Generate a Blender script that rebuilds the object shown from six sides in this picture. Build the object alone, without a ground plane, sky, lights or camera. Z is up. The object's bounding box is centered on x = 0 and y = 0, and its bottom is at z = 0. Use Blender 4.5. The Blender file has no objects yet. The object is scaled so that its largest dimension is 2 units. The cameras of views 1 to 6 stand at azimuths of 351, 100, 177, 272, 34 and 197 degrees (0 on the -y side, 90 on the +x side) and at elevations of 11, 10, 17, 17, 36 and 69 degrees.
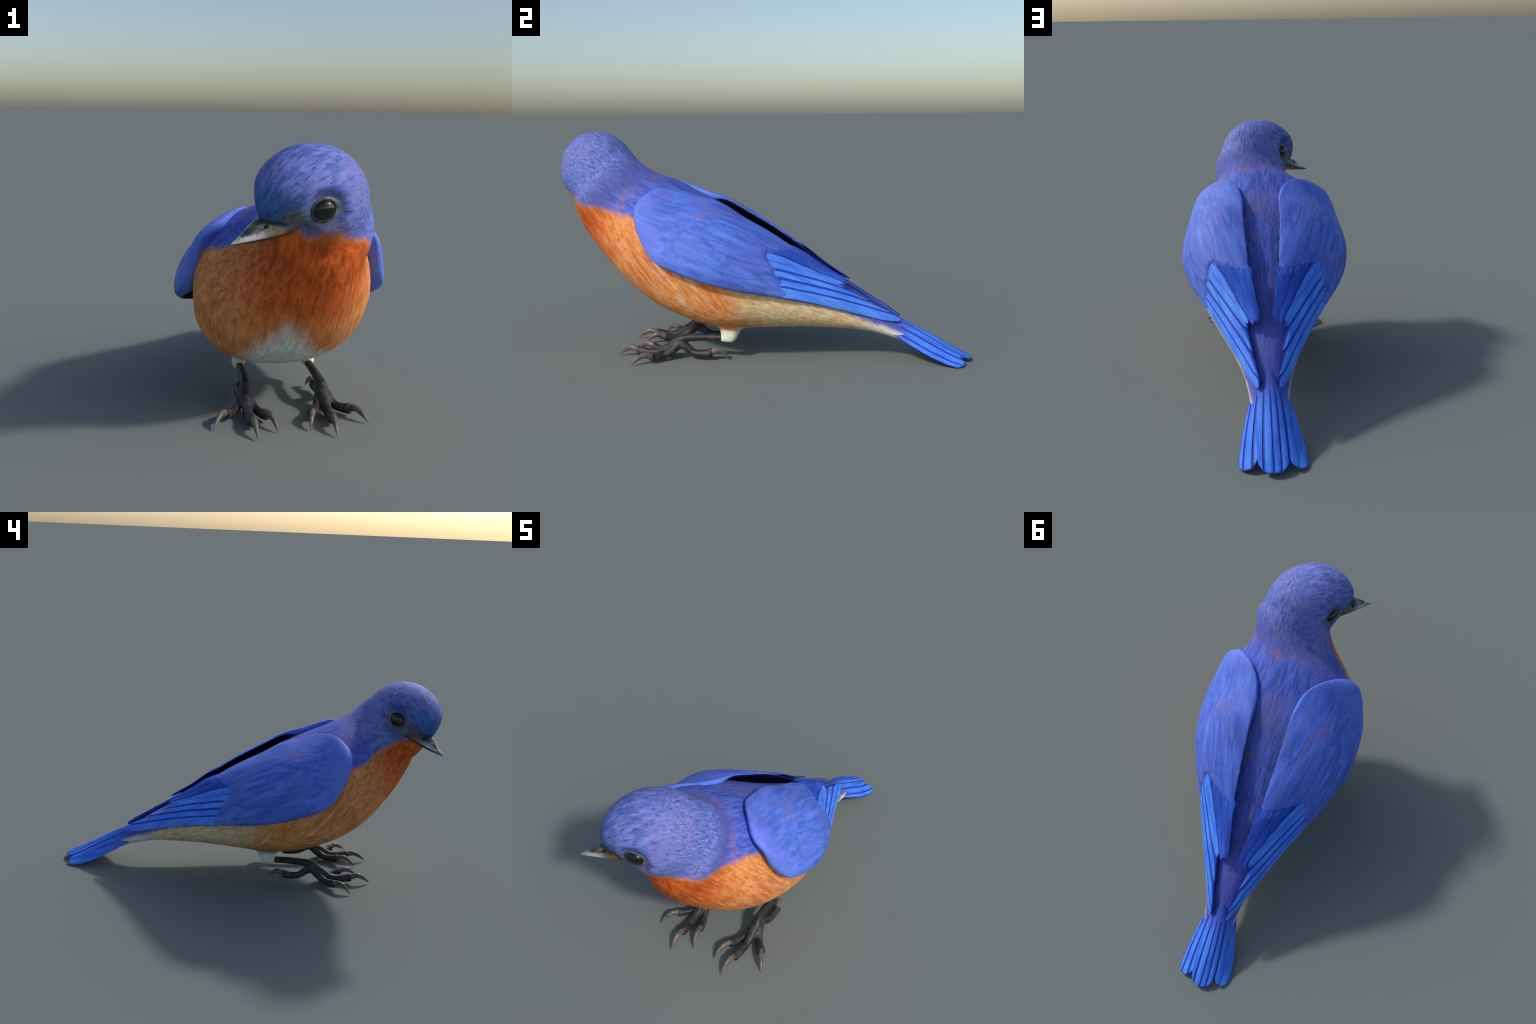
"""A small songbird with a blue back and an orange breast, standing with its head turned to its right.

Built in metres, z up.  Bird faces -y, its left side is +x.  All body parts keep their origin at the
world origin so that Object coordinates are body coordinates.
"""
import bpy, bmesh, math
import numpy as np
from mathutils import Vector, Matrix

rng = np.random.default_rng(7)
MX = 0.012                                   # the bird's plane of symmetry


# ------------------------------------------------------------------ helpers
def cr(pts, u):
    """Catmull-Rom spline through pts (n,k) at parameters u in [0, n-1]."""
    P = np.asarray(pts, float)
    if P.ndim == 1:
        P = P[:, None]
    n = len(P)
    Q = np.vstack([2 * P[0] - P[1], P, 2 * P[-1] - P[-2]])
    u = np.clip(np.asarray(u, float), 0, n - 1)
    i = np.minimum(u.astype(int), n - 2)
    t = (u - i)[..., None]
    a, b, c, d = Q[i], Q[i + 1], Q[i + 2], Q[i + 3]
    return 0.5 * (2 * b + (c - a) * t + (2 * a - 5 * b + 4 * c - d) * t ** 2 + (3 * b - a - 3 * c + d) * t ** 3)


def sstep(x, a, b):
    t = np.clip((x - a) / (b - a), 0, 1)
    return t * t * (3 - 2 * t)


def grid_faces(nu, nv, wrap_v=False, base=0):
    f = []
    for i in range(nu - 1):
        for j in range(nv if wrap_v else nv - 1):
            k = (j + 1) % nv
            f.append((base + i * nv + j, base + i * nv + k, base + (i + 1) * nv + k, base + (i + 1) * nv + j))
    return f


def tube_mesh(rings):
    """rings (n, m, 3) -> closed tube with end caps (verts, faces)."""
    R = np.asarray(rings)
    n, m, _ = R.shape
    v = [tuple(p) for p in R.reshape(-1, 3)]
    f = grid_faces(n, m, True)
    for ring, flip in ((0, True), (n - 1, False)):
        c = len(v)
        v.append(tuple(R[ring].mean(0)))
        for j in range(m):
            a, b = ring * m + j, ring * m + (j + 1) % m
            f.append((b, a, c) if flip else (a, b, c))
    return v, f


def make_mesh(name, v, f, smooth=True, fix=True):
    me = bpy.data.meshes.new(name)
    me.from_pydata([tuple(map(float, p)) for p in v], [], f)
    if fix:
        bm = bmesh.new()
        bm.from_mesh(me)
        bmesh.ops.remove_doubles(bm, verts=bm.verts, dist=1e-6)
        bmesh.ops.recalc_face_normals(bm, faces=bm.faces)
        bm.to_mesh(me)
        bm.free()
    me.polygons.foreach_set('use_smooth', [smooth] * len(me.polygons))
    me.update()
    return me


def new_obj(name, me, parent=None, mat=None):
    o = bpy.data.objects.new(name, me)
    bpy.context.scene.collection.objects.link(o)
    if mat is not None:
        if not me.materials:
            me.materials.append(mat)
    if parent is not None:
        o.parent = parent
    return o


def remeshed(parts, voxel, smooth_iter, subsurf=0, factor=0.5):
    """Union of closed (verts, faces) parts -> one smooth skin, returned as a mesh."""
    V, F = [], []
    for v, f in parts:
        b = len(V)
        V += list(v)
        F += [tuple(b + i for i in q) for q in f]
    me = make_mesh('skin', V, F)
    o = new_obj('skin_helper', me)
    m = o.modifiers.new('r', 'REMESH')
    m.mode = 'VOXEL'
    m.voxel_size = voxel
    m.use_smooth_shade = True
    if smooth_iter:
        s = o.modifiers.new('s', 'SMOOTH')
        s.factor = factor
        s.iterations = smooth_iter
    if subsurf:
        s = o.modifiers.new('u', 'SUBSURF')
        s.levels = s.render_levels = subsurf
    dg = bpy.context.evaluated_depsgraph_get()
    out = bpy.data.meshes.new_from_object(o.evaluated_get(dg), depsgraph=dg)
    bpy.data.objects.remove(o)
    bpy.data.meshes.remove(me)
    return out


def coords(me):
    a = np.empty(len(me.vertices) * 3, np.float32)
    me.vertices.foreach_get('co', a)
    return a.reshape(-1, 3).astype(float)


def normals(me):
    a = np.empty(len(me.vertices) * 3, np.float32)
    me.vertex_normals.foreach_get('vector', a)
    return a.reshape(-1, 3).astype(float)


def set_coords(me, c):
    me.vertices.foreach_set('co', c.astype(np.float32).ravel())
    me.update()


def split_by_region(me, labels, names, mats, parent):
    """Cut one smooth skin into named region objects that keep the whole skin's normals."""
    N = normals(me)
    C = coords(me)
    polys = [tuple(p.vertices) for p in me.polygons]
    made = {}
    for k, nm in enumerate(names):
        idx = [i for i, l in enumerate(labels) if l == k]
        used = sorted({v for i in idx for v in polys[i]})
        remap = {v: j for j, v in enumerate(used)}
        m2 = bpy.data.meshes.new(nm)
        m2.from_pydata([tuple(C[v]) for v in used], [], [tuple(remap[v] for v in polys[i]) for i in idx])
        m2.polygons.foreach_set('use_smooth', [True] * len(m2.polygons))
        m2.update()
        m2.normals_split_custom_set_from_vertices([tuple(N[v]) for v in used])
        made[nm] = new_obj(nm, m2, parent, mats[k])
    return made


def relax(me, c, weight, n):
    """Neighbour averaging, as strong as the weight of each vertex."""
    c = c.copy()
    ed = np.empty(len(me.edges) * 2, np.int32)
    me.edges.foreach_get('vertices', ed)
    ed = ed.reshape(-1, 2)
    both = np.vstack([ed, ed[:, ::-1]])
    deg = np.bincount(both[:, 0], minlength=len(c))[:, None]
    for _ in range(n):
        acc = np.stack([np.bincount(both[:, 0], c[both[:, 1], k], len(c)) for k in range(3)], 1)
        c += (acc / deg - c) * weight[:, None]
    return c


def face_centres(me):
    a = np.empty(len(me.polygons) * 3, np.float32)
    me.polygons.foreach_get('center', a)
    return a.reshape(-1, 3).astype(float)


def mirror_mesh(me, name):
    m2 = me.copy()
    m2.name = name
    c = coords(m2)
    plane = MX - (0.019 * sstep(c[:, 1], 0.7, -0.5) * sstep(c[:, 0], 0.08, 0.34) if name != 'skin_right' and name != 'claw' else 0.0)   # the chest leans a little
    c[:, 0] = 2 * plane - c[:, 0]
    set_coords(m2, c)
    m2.flip_normals()
    return m2


# ------------------------------------------------------------------ node expressions
class Nodes:
    def __init__(self, name):
        self.mat = bpy.data.materials.new(name)
        self.mat.use_nodes = True
        self.t = self.mat.node_tree
        self.t.nodes.clear()
        tc = self.t.nodes.new('ShaderNodeTexCoord')
        self.p = tc.outputs['Object']
        s = self.t.nodes.new('ShaderNodeSeparateXYZ')
        self.t.links.new(self.p, s.inputs[0])
        self.x, self.y, self.z = (X(self, o) for o in s.outputs)

    def put(self, sock, val):
        if isinstance(val, X):
            val = val.s
        if hasattr(val, 'is_output'):
            self.t.links.new(val, sock)
        elif isinstance(val, (tuple, list)) and len(val) == 3 and sock.type == 'RGBA':
            sock.default_value = (*val, 1)
        else:
            sock.default_value = val

    def math(self, op, *a, clamp=False):
        n = self.t.nodes.new('ShaderNodeMath')
        n.operation = op
        n.use_clamp = clamp
        for i, v in enumerate(a):
            self.put(n.inputs[i], v)
        return X(self, n.outputs[0])

    def step(self, v, a, b):
        n = self.t.nodes.new('ShaderNodeMapRange')
        n.interpolation_type = 'SMOOTHSTEP'
        for i, q in enumerate((v, a, b, 0.0, 1.0)):
            self.put(n.inputs[i], q)
        return X(self, n.outputs[0])

    def mapped(self, rot=(0, 0, 0), scale=(1, 1, 1), loc=(0, 0, 0), vec=None):
        n = self.t.nodes.new('ShaderNodeMapping')
        n.inputs['Location'].default_value = loc
        n.inputs['Rotation'].default_value = rot
        n.inputs['Scale'].default_value = scale
        self.put(n.inputs['Vector'], self.p if vec is None else vec)
        return n.outputs[0]

    def frame(self, axes, scale=(1, 1, 1), origin=(0, 0, 0)):
        """Coordinates along three given axes (as X values scaled), combined into a vector."""
        out = []
        for a, s in zip(axes, scale):
            a = np.asarray(a, float)
            out.append((self.x - origin[0]) * float(a[0] * s) + (self.y - origin[1]) * float(a[1] * s)
                       + (self.z - origin[2]) * float(a[2] * s))
        n = self.t.nodes.new('ShaderNodeCombineXYZ')
        for i, o in enumerate(out):
            self.put(n.inputs[i], o)
        return n.outputs[0], out

    def noise(self, vec=None, scale=5.0, detail=3.0, rough=0.55, dist=0.0):
        n = self.t.nodes.new('ShaderNodeTexNoise')
        self.put(n.inputs['Vector'], self.p if vec is None else vec)
        n.inputs['Scale'].default_value = scale
        n.inputs['Detail'].default_value = detail
        n.inputs['Roughness'].default_value = rough
        n.inputs['Distortion'].default_value = dist
        return X(self, n.outputs[0])

    def blob(self, c, r, soft=1.0):
        """1 at centre c, 0 beyond radius r (r may be per-axis)."""
        r = (r, r, r) if not isinstance(r, (tuple, list)) else r
        d = ((self.x - c[0]) * (1 / r[0])) ** 2 + ((self.y - c[1]) * (1 / r[1])) ** 2 + ((self.z - c[2]) * (1 / r[2])) ** 2
        return self.step(self.math('SQRT', d), 1.0, 1.0 - soft)

    def mix(self, fac, a, b, mode='MIX'):
        n = self.t.nodes.new('ShaderNodeMix')
        n.data_type = 'RGBA'
        n.blend_type = mode
        self.put(n.inputs[0], fac)
        self.put(n.inputs[6], a)
        self.put(n.inputs[7], b)
        return n.outputs[2]

    def finish(self, color, rough=0.55, spec=0.35, bump=None, bump_strength=0.3, bump_dist=0.004, sheen=0.0, coat=0.0,
               metallic=0.0):
        b = self.t.nodes.new('ShaderNodeBsdfPrincipled')
        self.put(b.inputs['Base Color'], color)
        self.put(b.inputs['Roughness'], rough)
        b.inputs['Specular IOR Level'].default_value = spec
        b.inputs['Sheen Weight'].default_value = sheen
        b.inputs['Coat Weight'].default_value = coat
        b.inputs['Coat Roughness'].default_value = 0.03
        b.inputs['Metallic'].default_value = metallic
        if bump is not None:
            n = self.t.nodes.new('ShaderNodeBump')
            n.inputs['Strength'].default_value = bump_strength
            n.inputs['Distance'].default_value = bump_dist
            self.put(n.inputs['Height'], bump)
            self.t.links.new(n.outputs[0], b.inputs['Normal'])
        o = self.t.nodes.new('ShaderNodeOutputMaterial')
        self.t.links.new(b.outputs[0], o.inputs[0])
        return self.mat


class X:
    """A scalar socket with arithmetic."""
    def __init__(self, n, s):
        self.n, self.s = n, s

    def __add__(self, o): return self.n.math('ADD', self, o)
    __radd__ = __add__
    def __sub__(self, o): return self.n.math('SUBTRACT', self, o)
    def __rsub__(self, o): return self.n.math('SUBTRACT', o, self)
    def __mul__(self, o): return self.n.math('MULTIPLY', self, o)
    __rmul__ = __mul__
    def __pow__(self, o): return self.n.math('POWER', self.n.math('ABSOLUTE', self), o)
    def __abs__(self): return self.n.math('ABSOLUTE', self)


def srgb(r, g, b):
    f = lambda c: c / 12.92 if c <= 0.04045 else ((c + 0.055) / 1.055) ** 2.4
    return tuple(f(c / 255) for c in (r, g, b))


# ------------------------------------------------------------------ frames
HF = np.array([-0.81, -0.52, -0.27]); HF /= np.linalg.norm(HF)      # head forward
HL = np.array([0.57, -0.805, -0.16]); HL -= HF * (HL @ HF); HL /= np.linalg.norm(HL)   # head left
HU = np.cross(HF, HL)                                                # head up
HC = np.array([-0.006, -0.812, 0.875])                               # head centre


def head_pt(f, l, u):
    return HC + np.multiply.outer(f, HF) + np.multiply.outer(l, HL) + np.multiply.outer(u, HU)


# ------------------------------------------------------------------ torso, neck, head
# station: top point (y,z), bottom point (y,z), half width, x of centre, widest height (0 bottom..1 top)
TORSO = [
    (0.80, 0.080, 0.765, 0.072, 0.060, 0.010, 0.5),
    (0.72, 0.134, 0.690, 0.088, 0.080, 0.010, 0.5),
    (0.64, 0.190, 0.610, 0.112, 0.086, 0.012, 0.45),
    (0.54, 0.262, 0.500, 0.138, 0.106, 0.012, 0.42),
    (0.42, 0.335, 0.360, 0.148, 0.145, 0.012, 0.42),
    (0.28, 0.421, 0.180, 0.152, 0.203, 0.012, 0.42),
    (0.12, 0.517, 0.010, 0.145, 0.262, 0.010, 0.42),
    (-0.04, 0.621, -0.140, 0.137, 0.308, 0.008, 0.43),
    (-0.20, 0.722, -0.300, 0.161, 0.332, -0.002, 0.44),
    (-0.34, 0.792, -0.485, 0.232, 0.341, -0.015, 0.45),
    (-0.43, 0.842, -0.640, 0.338, 0.328, -0.020, 0.47),
    (-0.49, 0.870, -0.762, 0.465, 0.262, 0.004, 0.48),
    (-0.535, 0.895, -0.850, 0.588, 0.199, 0.036, 0.5),
    (-0.575, 0.925, -0.895, 0.690, 0.184, 0.060, 0.5),
    (-0.610, 0.960, -0.900, 0.765, 0.177, 0.068, 0.5),
    (-0.640, 0.985, -0.875, 0.820, 0.150, 0.046, 0.5),
]


def torso_part(n=150, m=72):
    st = np.array(TORSO)
    S = cr(st, np.linspace(0, len(st) - 1, n))
    th = np.linspace(0, 2 * np.pi, m, endpoint=False)
    rings = []
    for ty, tz, by, bz, w, xc, k in S:
        T, B = np.array([xc, ty, tz]), np.array([xc, by, bz])
        M = B + (T - B) * k
        up, dn = T - M, B - M
        c, s = np.cos(th), np.sin(th)
        flat = 2.12 + 0.55 * sstep(ty, 0.05, -0.20) * sstep(ty, -0.42, -0.30)      # broad flat shoulders
        low = 2.12 + 0.12 * sstep(ty, 0.10, -0.15) * sstep(ty, -0.50, -0.38)
        e = np.where(s > 0, 2 / flat, 2 / low)
        cx = np.sign(c) * np.abs(c) ** e
        sy = np.sign(s) * np.abs(s) ** e
        ring = M + np.outer(cx * w, [1, 0, 0]) + np.where(sy[:, None] > 0, np.outer(np.abs(sy), up), np.outer(np.abs(sy), dn))
        rings.append(ring)
    return tube_mesh(rings)


def head_part(n=64, m=96):
    ph = np.linspace(0.001, np.pi - 0.001, n)
    th = np.linspace(0, 2 * np.pi, m, endpoint=False)
    P, T = np.meshgrid(ph, th, indexing='ij')
    f = 0.222 * np.cos(P)
    f = np.where(f < 0, f * 1.05, f)
    l = 0.187 * np.sin(P) * np.cos(T)
    u = 0.214 * np.sin(P) * np.sin(T)
    # the face narrows to the gape below the brow; the chin draws back
    narrow = 0.50 * sstep(f, 0.0, 0.2) * sstep(u, 0.15, 0.03)
    back = 0.16 * sstep(u, 0.09, -0.04) * sstep(f, 0.02, 0.12)
    narrow = narrow + 0.14 * sstep(u, 0.02, -0.09) * sstep(f, -0.12, 0.0) * (1 - narrow)
    l = l * (1 - narrow) + 0.008
    f = f * (1 - back) + 0.004 * sstep(f, 0.05, 0.2) * sstep(u, -0.01, 0.05)
    return tube_mesh(head_pt(f, l, u))


def ball_part(c, r):
    """Small tuft above the ankle."""
    ph, th = np.linspace(0.01, np.pi - 0.01, 14), np.linspace(0, 2 * np.pi, 20, endpoint=False)
    return tube_mesh([np.array(c) + np.stack([np.cos(th) * np.sin(p) * r, np.sin(th) * np.sin(p) * r, np.full(20, np.cos(p) * r)], 1) for p in ph])


def leg_stub(side):
    """Feathered thigh that comes out of the belly."""
    pts = np.array([(0.140, -0.134, 0.260), (0.150, -0.135, 0.175), (0.160, -0.136, 0.130), (0.165, -0.136, 0.104), (0.166, -0.136, 0.088)])
    rad = [(0.058, 0.098), (0.042, 0.064), (0.034, 0.044), (0.029, 0.032), (0.017, 0.019)]
    U = np.linspace(0, len(pts) - 1, 26)
    C = cr(pts, U)
    R = cr(np.array(rad), U)
    th = np.linspace(0, 2 * np.pi, 28, endpoint=False)
    rings = [c + np.outer(np.cos(th) * r[0], [1, 0, 0]) + np.outer(np.sin(th) * r[1], [0, 1, 0]) for c, r in zip(C, R)]
    rings = np.array(rings)
    if side < 0:
        rings[..., 0] = 2 * MX - rings[..., 0]
    return tube_mesh(rings)


EYES = {1: (np.array([0.019, -0.976, 0.882]),), -1: (np.array([-0.131, -0.765, 0.917]),)}
EYE_FWD = 0.42


def eye_frame(side):
    c = EYES[side][0]
    n = HL * side + HF * EYE_FWD + HU * 0.12
    n /= np.linalg.norm(n)
    t = HF - n * (HF @ n)
    t /= np.linalg.norm(t)          # forward in the eye plane
    return c, n, t, np.cross(n, t) * side


CREASE = np.array([(0.106, -0.634, 0.992), (0.030, -0.606, 0.962), (-0.039, -0.606, 0.916), (-0.090, -0.620, 0.880),
                   (-0.115, -0.645, 0.825), (-0.146, -0.659, 0.779)])


def build_body_mesh():
    me = remeshed([torso_part(), head_part(), leg_stub(1), leg_stub(-1)] + [ball_part((MX + s * 0.158, -0.170, 0.107), 0.019) for s in (1, -1)], 0.0105, 9, 1)
    c = coords(me)
    # ease the nape and the back of the head into the neck
    q = (c - HC)
    rad, fwd = np.linalg.norm(q, axis=1), q @ HF
    band = sstep(rad, 0.16, 0.20) * sstep(rad, 0.34, 0.27) * sstep(fwd, 0.02, -0.06) * sstep(c[:, 2], 0.76, 0.84)
    c = relax(me, c, 0.6 * band, 110)
    set_coords(me, c)
    nrm = normals(me)
    # eye sockets: a shallow dish round each eye, pressed to the eye plane
    for s in (1, -1):
        e, n, t, b = eye_frame(s)
        d = c - e
        a = d @ n
        q = np.sqrt(((d @ t) / 1.15) ** 2 + (d @ b) ** 2)
        w = sstep(q, 0.095, 0.040) * (np.abs(a) < 0.09)
        c += np.outer(w * (-0.004 - a), n)
    # nape fold on the inner side of the turned neck
    K = cr(CREASE, np.linspace(0, len(CREASE) - 1, 60))
    D = np.full(len(c), 9.0)
    A = np.zeros(len(c))
    for k, p in enumerate(K):
        dd = np.linalg.norm(c - p, axis=1)
        near = dd < D
        D[near] = dd[near]
        A[near] = k / 59
    depth = 0.010 * np.sin(np.pi * np.clip(A * 0.85 + 0.12, 0, 1)) * np.exp(-(D / 0.011) ** 2)
    c -= nrm * depth[:, None]
    set_coords(me, c)
    return me


# ------------------------------------------------------------------ wings (left wing; the right one is its mirror image)
WT = [(.328, -.538, .725), (.270, -.530, .785), (.205, -.468, .829), (.142, -.388, .822), (.114, -.290, .790), (.102, -.190, .757),
      (.096, -.078, .688), (.086, .054, .612), (.078, .185, .522), (.083, .300, .428), (.088, .390, .362), (.074, .490, .304),
      (.058, .575, .257), (.047, .640, .217), (.050, .660, .198)]
WB = [(.332, -.537, .715), (.362, -.513, .650), (.390, -.468, .580), (.409, -.420, .530), (.416, -.350, .497), (.414, -.260, .462),
      (.396, -.160, .425), (.360, -.050, .390), (.295, .100, .350), (.235, .240, .312), (.185, .360, .275), (.135, .480, .235),
      (.097, .576, .204), (.066, .643, .190), (.056, .662, .191)]
WH = [0.010, 0.026, 0.034, 0.047, 0.066, 0.084, 0.086, 0.068, 0.045, 0.034, 0.025, 0.017, 0.011, 0.006, 0.003]
WTH = [0.030, 0.075, 0.095, 0.100, 0.095, 0.080, 0.060, 0.046, 0.034, 0.026, 0.020, 0.015, 0.012, 0.009, 0.005]
# the tertials overhang the inner edge of the hand
WT1 = list(WT)
WT1[8:11] = [(.068, .185, .532), (.049, .300, .446), (.038, .402, .382)]


def wing_chord(s, top=WT):
    return cr(top, s), cr(WB, s), cr(WH, s)[..., 0], cr(WTH, s)[..., 0]


def wing_axis(s):
    mid = (np.array(WT) + np.array(WB)) / 2
    d = cr(mid, np.clip(s + 0.35, 0, 14)) - cr(mid, np.clip(s - 0.35, 0, 14))
    return d / np.linalg.norm(d, axis=-1, keepdims=True)


def wing_pt(s, t, lift=0.0, top=WT, thick=None):
    """Point of the outer wing surface: s station along the wing, t 0 at the upper edge .. 1 at the lower edge."""
    s, t, lift = np.broadcast_arrays(np.asarray(s, float), np.asarray(t, float), np.asarray(lift, float))
    T, B, h, th = wing_chord(s, top)
    ch = B - T
    ax = wing_axis(np.maximum(s, 0.9))
    ch_n = ch
    if np.any(s < 0.9):                        # steady normal round the blunt front
        T9, B9 = wing_chord(np.maximum(s, 0.9), top)[:2]
        ch_n = B9 - T9
    n = np.cross(ax, ch_n)
    n /= np.linalg.norm(n, axis=-1, keepdims=True) + 1e-12
    n = np.where(n[..., :1] < 0, -n, n)
    off = 0.0
    if thick is not None:                                  # the hidden side thickens towards the body, never forward
        off = n.copy()
        off[..., 1] = np.minimum(off[..., 1], -0.35)
        off /= np.linalg.norm(off, axis=-1, keepdims=True)
        off = (n + (off - n) * sstep(s, 6.0, 4.0)[..., None]) * np.asarray(thick)[..., None]
    prof = 1 - np.abs(2 * np.clip(t, 0, 1) ** 1.05 - 1) ** 2.2
    return T + ch * t[..., None] + n * (h * prof)[..., None] + n * lift[..., None] - off


def covert_end(t):
    """Station where the coverts stop and the bare flight feathers begin: a V with its notch above the middle."""
    base = np.interp(t, [0, .20, .40, .48, .56, .725, 1.0], [7.95, 7.62, 7.25, 7.08, 7.28, 7.66, 8.25])
    scallop = 0.08 * np.abs(np.sin(t * 22)) * sstep(t, 0.48, 0.58) + 0.035 * np.sin(t * 41 + 1) + 0.03 * np.sin(t * 87 + 2)
    return base + scallop


def wing_body_mesh():
    ns, m = 240, 72
    s = 14 * np.linspace(0, 1, ns) ** 1.25
    rings = []
    half = m // 2
    for si in s:
        a = np.linspace(0, np.pi, half + 1)
        t_out = (1 - np.cos(a)) / 2                       # upper edge -> lower edge over the outside
        t_in = t_out[::-1][1:-1]
        edge = lambda t: np.sqrt(np.clip(1 - (2 * t - 1) ** 2, 0, 1))
        th = wing_chord(np.array([si]))[3][0]
        step = (0.0005 + 0.0085 * sstep(si, 4.5, 7.4)) * sstep(covert_end(t_out) - si, -0.09, 0.08) * np.minimum(edge(t_out) * 2.0, 1)
        # rounded rim of the folded wing
        T0, B0 = wing_chord(np.array([si]))[:2]
        d = np.minimum(np.minimum(t_out, 1 - t_out) * np.linalg.norm(B0 - T0), 0.045 * si + 0.004)
        rim_depth = np.interp(si, [0, 1, 3, 4.5, 6, 8, 10], [0.022, 0.024, 0.022, 0.016, 0.008, 0.002, 0.0])
        even = sstep(si, 2.0, 0.3)               # the blunt front is rimmed evenly
        rim_at = lambda t: rim_depth * ((1 - even) * (0.15 + 0.85 * sstep(t, 0.15, 0.65)) + 0.5 * even)
        step = step - rim_at(t_out) * (1 - np.sqrt(1 - (1 - np.minimum(d / 0.045, 1)) ** 2))
        so = np.full_like(t_out, si)
        outer = wing_pt(so, t_out, step)
        inner = wing_pt(np.full_like(t_in, si), t_in, -rim_at(t_in), thick=th * edge(t_in) ** np.where(t_in > 0.5, 0.6, 0.9 + 0.55 * sstep(si, 3.5, 6.0)) * np.sqrt(min(si / 1.6, 1.0)))
        rings.append(np.vstack([outer, inner]))
    return tube_mesh(rings)


def feather_strip(s, tu, tl, lift_u, lift_l, top=WT, thick=0.0045, na=22):
    """A feather lying on the wing: stations s, upper/lower limits tu, tl (in t), with depth.
    Returns verts, faces, and per-face across index (0 upper edge .. 1 lower edge)."""
    ns = len(s)
    w = np.linspace(0, 1, na)
    T = tu[:, None] + (tl - tu)[:, None] * w
    tau = ((s - s[0]) / (s[-1] - s[0]))[:, None]
    s0 = covert_end(T[:1]) - 0.16
    S = s0 + (s[-1] - s0) * tau
    emerge = sstep(S - s0, 0.0, 0.5)
    crown = np.sin(np.pi * w) ** 0.7 * 0.0020
    L = (lift_u + (lift_l - lift_u) * w + crown) * emerge - 0.001 * (1 - emerge)
    L = np.broadcast_to(L, S.shape)
    outer = wing_pt(S, T, L, top)
    inner = wing_pt(S, T, L - thick * np.sqrt(np.clip(1 - (2 * w - 1) ** 2, 0.02, 1)), top)
    v = [tuple(p) for p in outer.reshape(-1, 3)] + [tuple(p) for p in inner.reshape(-1, 3)]
    f, across = [], []
    o = ns * na
    for i in range(ns - 1):
        for j in range(na - 1):
            a, b, c, d = i * na + j, i * na + j + 1, (i + 1) * na + j + 1, (i + 1) * na + j
            f.append((a, b, c, d)); across.append((j + .5) / (na - 1))
            f.append((o + d, o + c, o + b, o + a)); across.append((j + .5) / (na - 1))
        for j in (0, na - 1):
            a, d = i * na + j, (i + 1) * na + j
            f.append((a, d, o + d, o + a)); across.append(j / (na - 1))
    for i in (0, ns - 1):
        for j in range(na - 1):
            a, b = i * na + j, i * na + j + 1
            f.append((a, b, o + b, o + a)); across.append((j + .5) / (na - 1))
    return v, f, across


def feather_object(name, strip, parent, vane, dark, mid, side, dark_w=0.16, upper=True):
    v, f, across = strip
    me = make_mesh(name, v, f, fix=False)
    bm = bmesh.new(); bm.from_mesh(me)
    bmesh.ops.recalc_face_normals(bm, faces=bm.faces)
    bm.to_mesh(me); bm.free()
    for mt in (vane, dark, mid):
        me.materials.append(mt)
    for p, a in zip(me.polygons, across):
        e = a if upper else 1 - a
        p.material_index = 1 if e < dark_w * 0.62 else (2 if e < dark_w * 1.5 else 0)
    if side < 0:
        me = mirror_mesh(me, name)
    return new_obj(name, me, parent)


# feather limits as distances from the lower edge of the wing
BANDS = [0.0, 0.052, 0.088, 0.122, 0.150, 0.178]


def flight_feathers(parent, side, mats):
    ss = np.linspace(7.4, 13.95, 140)
    T, B, h, th = wing_chord(ss)
    chord = np.linalg.norm(B - T, axis=1)
    g = np.interp(ss, [7.3, 9, 11, 12.5, 14], [1.05, 1.0, 0.92, 0.80, 0.6])
    for k in range(len(BANDS) - 1):
        lo, hi = BANDS[k] * g, (BANDS[k + 1] + 0.006) * g
        tl = 1 - lo / chord
        tu = 1 - hi / chord
        ok = tl > 0.06
        n = ok.sum()
        # rounded feather end at the place where its band runs out over the inner edge
        s, a, b = ss[:n], np.maximum(tu[:n], 0.01), tl[:n].copy()
        if k == 0:
            b = np.minimum(b, 0.992)
        endw = sstep(s, s[-1], s[-1] - 0.22) ** 0.5
        b = a + (b - a) * np.maximum(endw, 0.05)
        ramp = 1.0
        strip = feather_strip(s, a, b, (0.0015 + 0.0004 * k) * ramp, (0.0045 + 0.0004 * k) * ramp)
        feather_object('flight_feather', strip, parent, mats['flight'], mats['feather_dark'], mats['feather_mid'], side,
                       dark_w=0.24 if k else 0.15)


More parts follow.
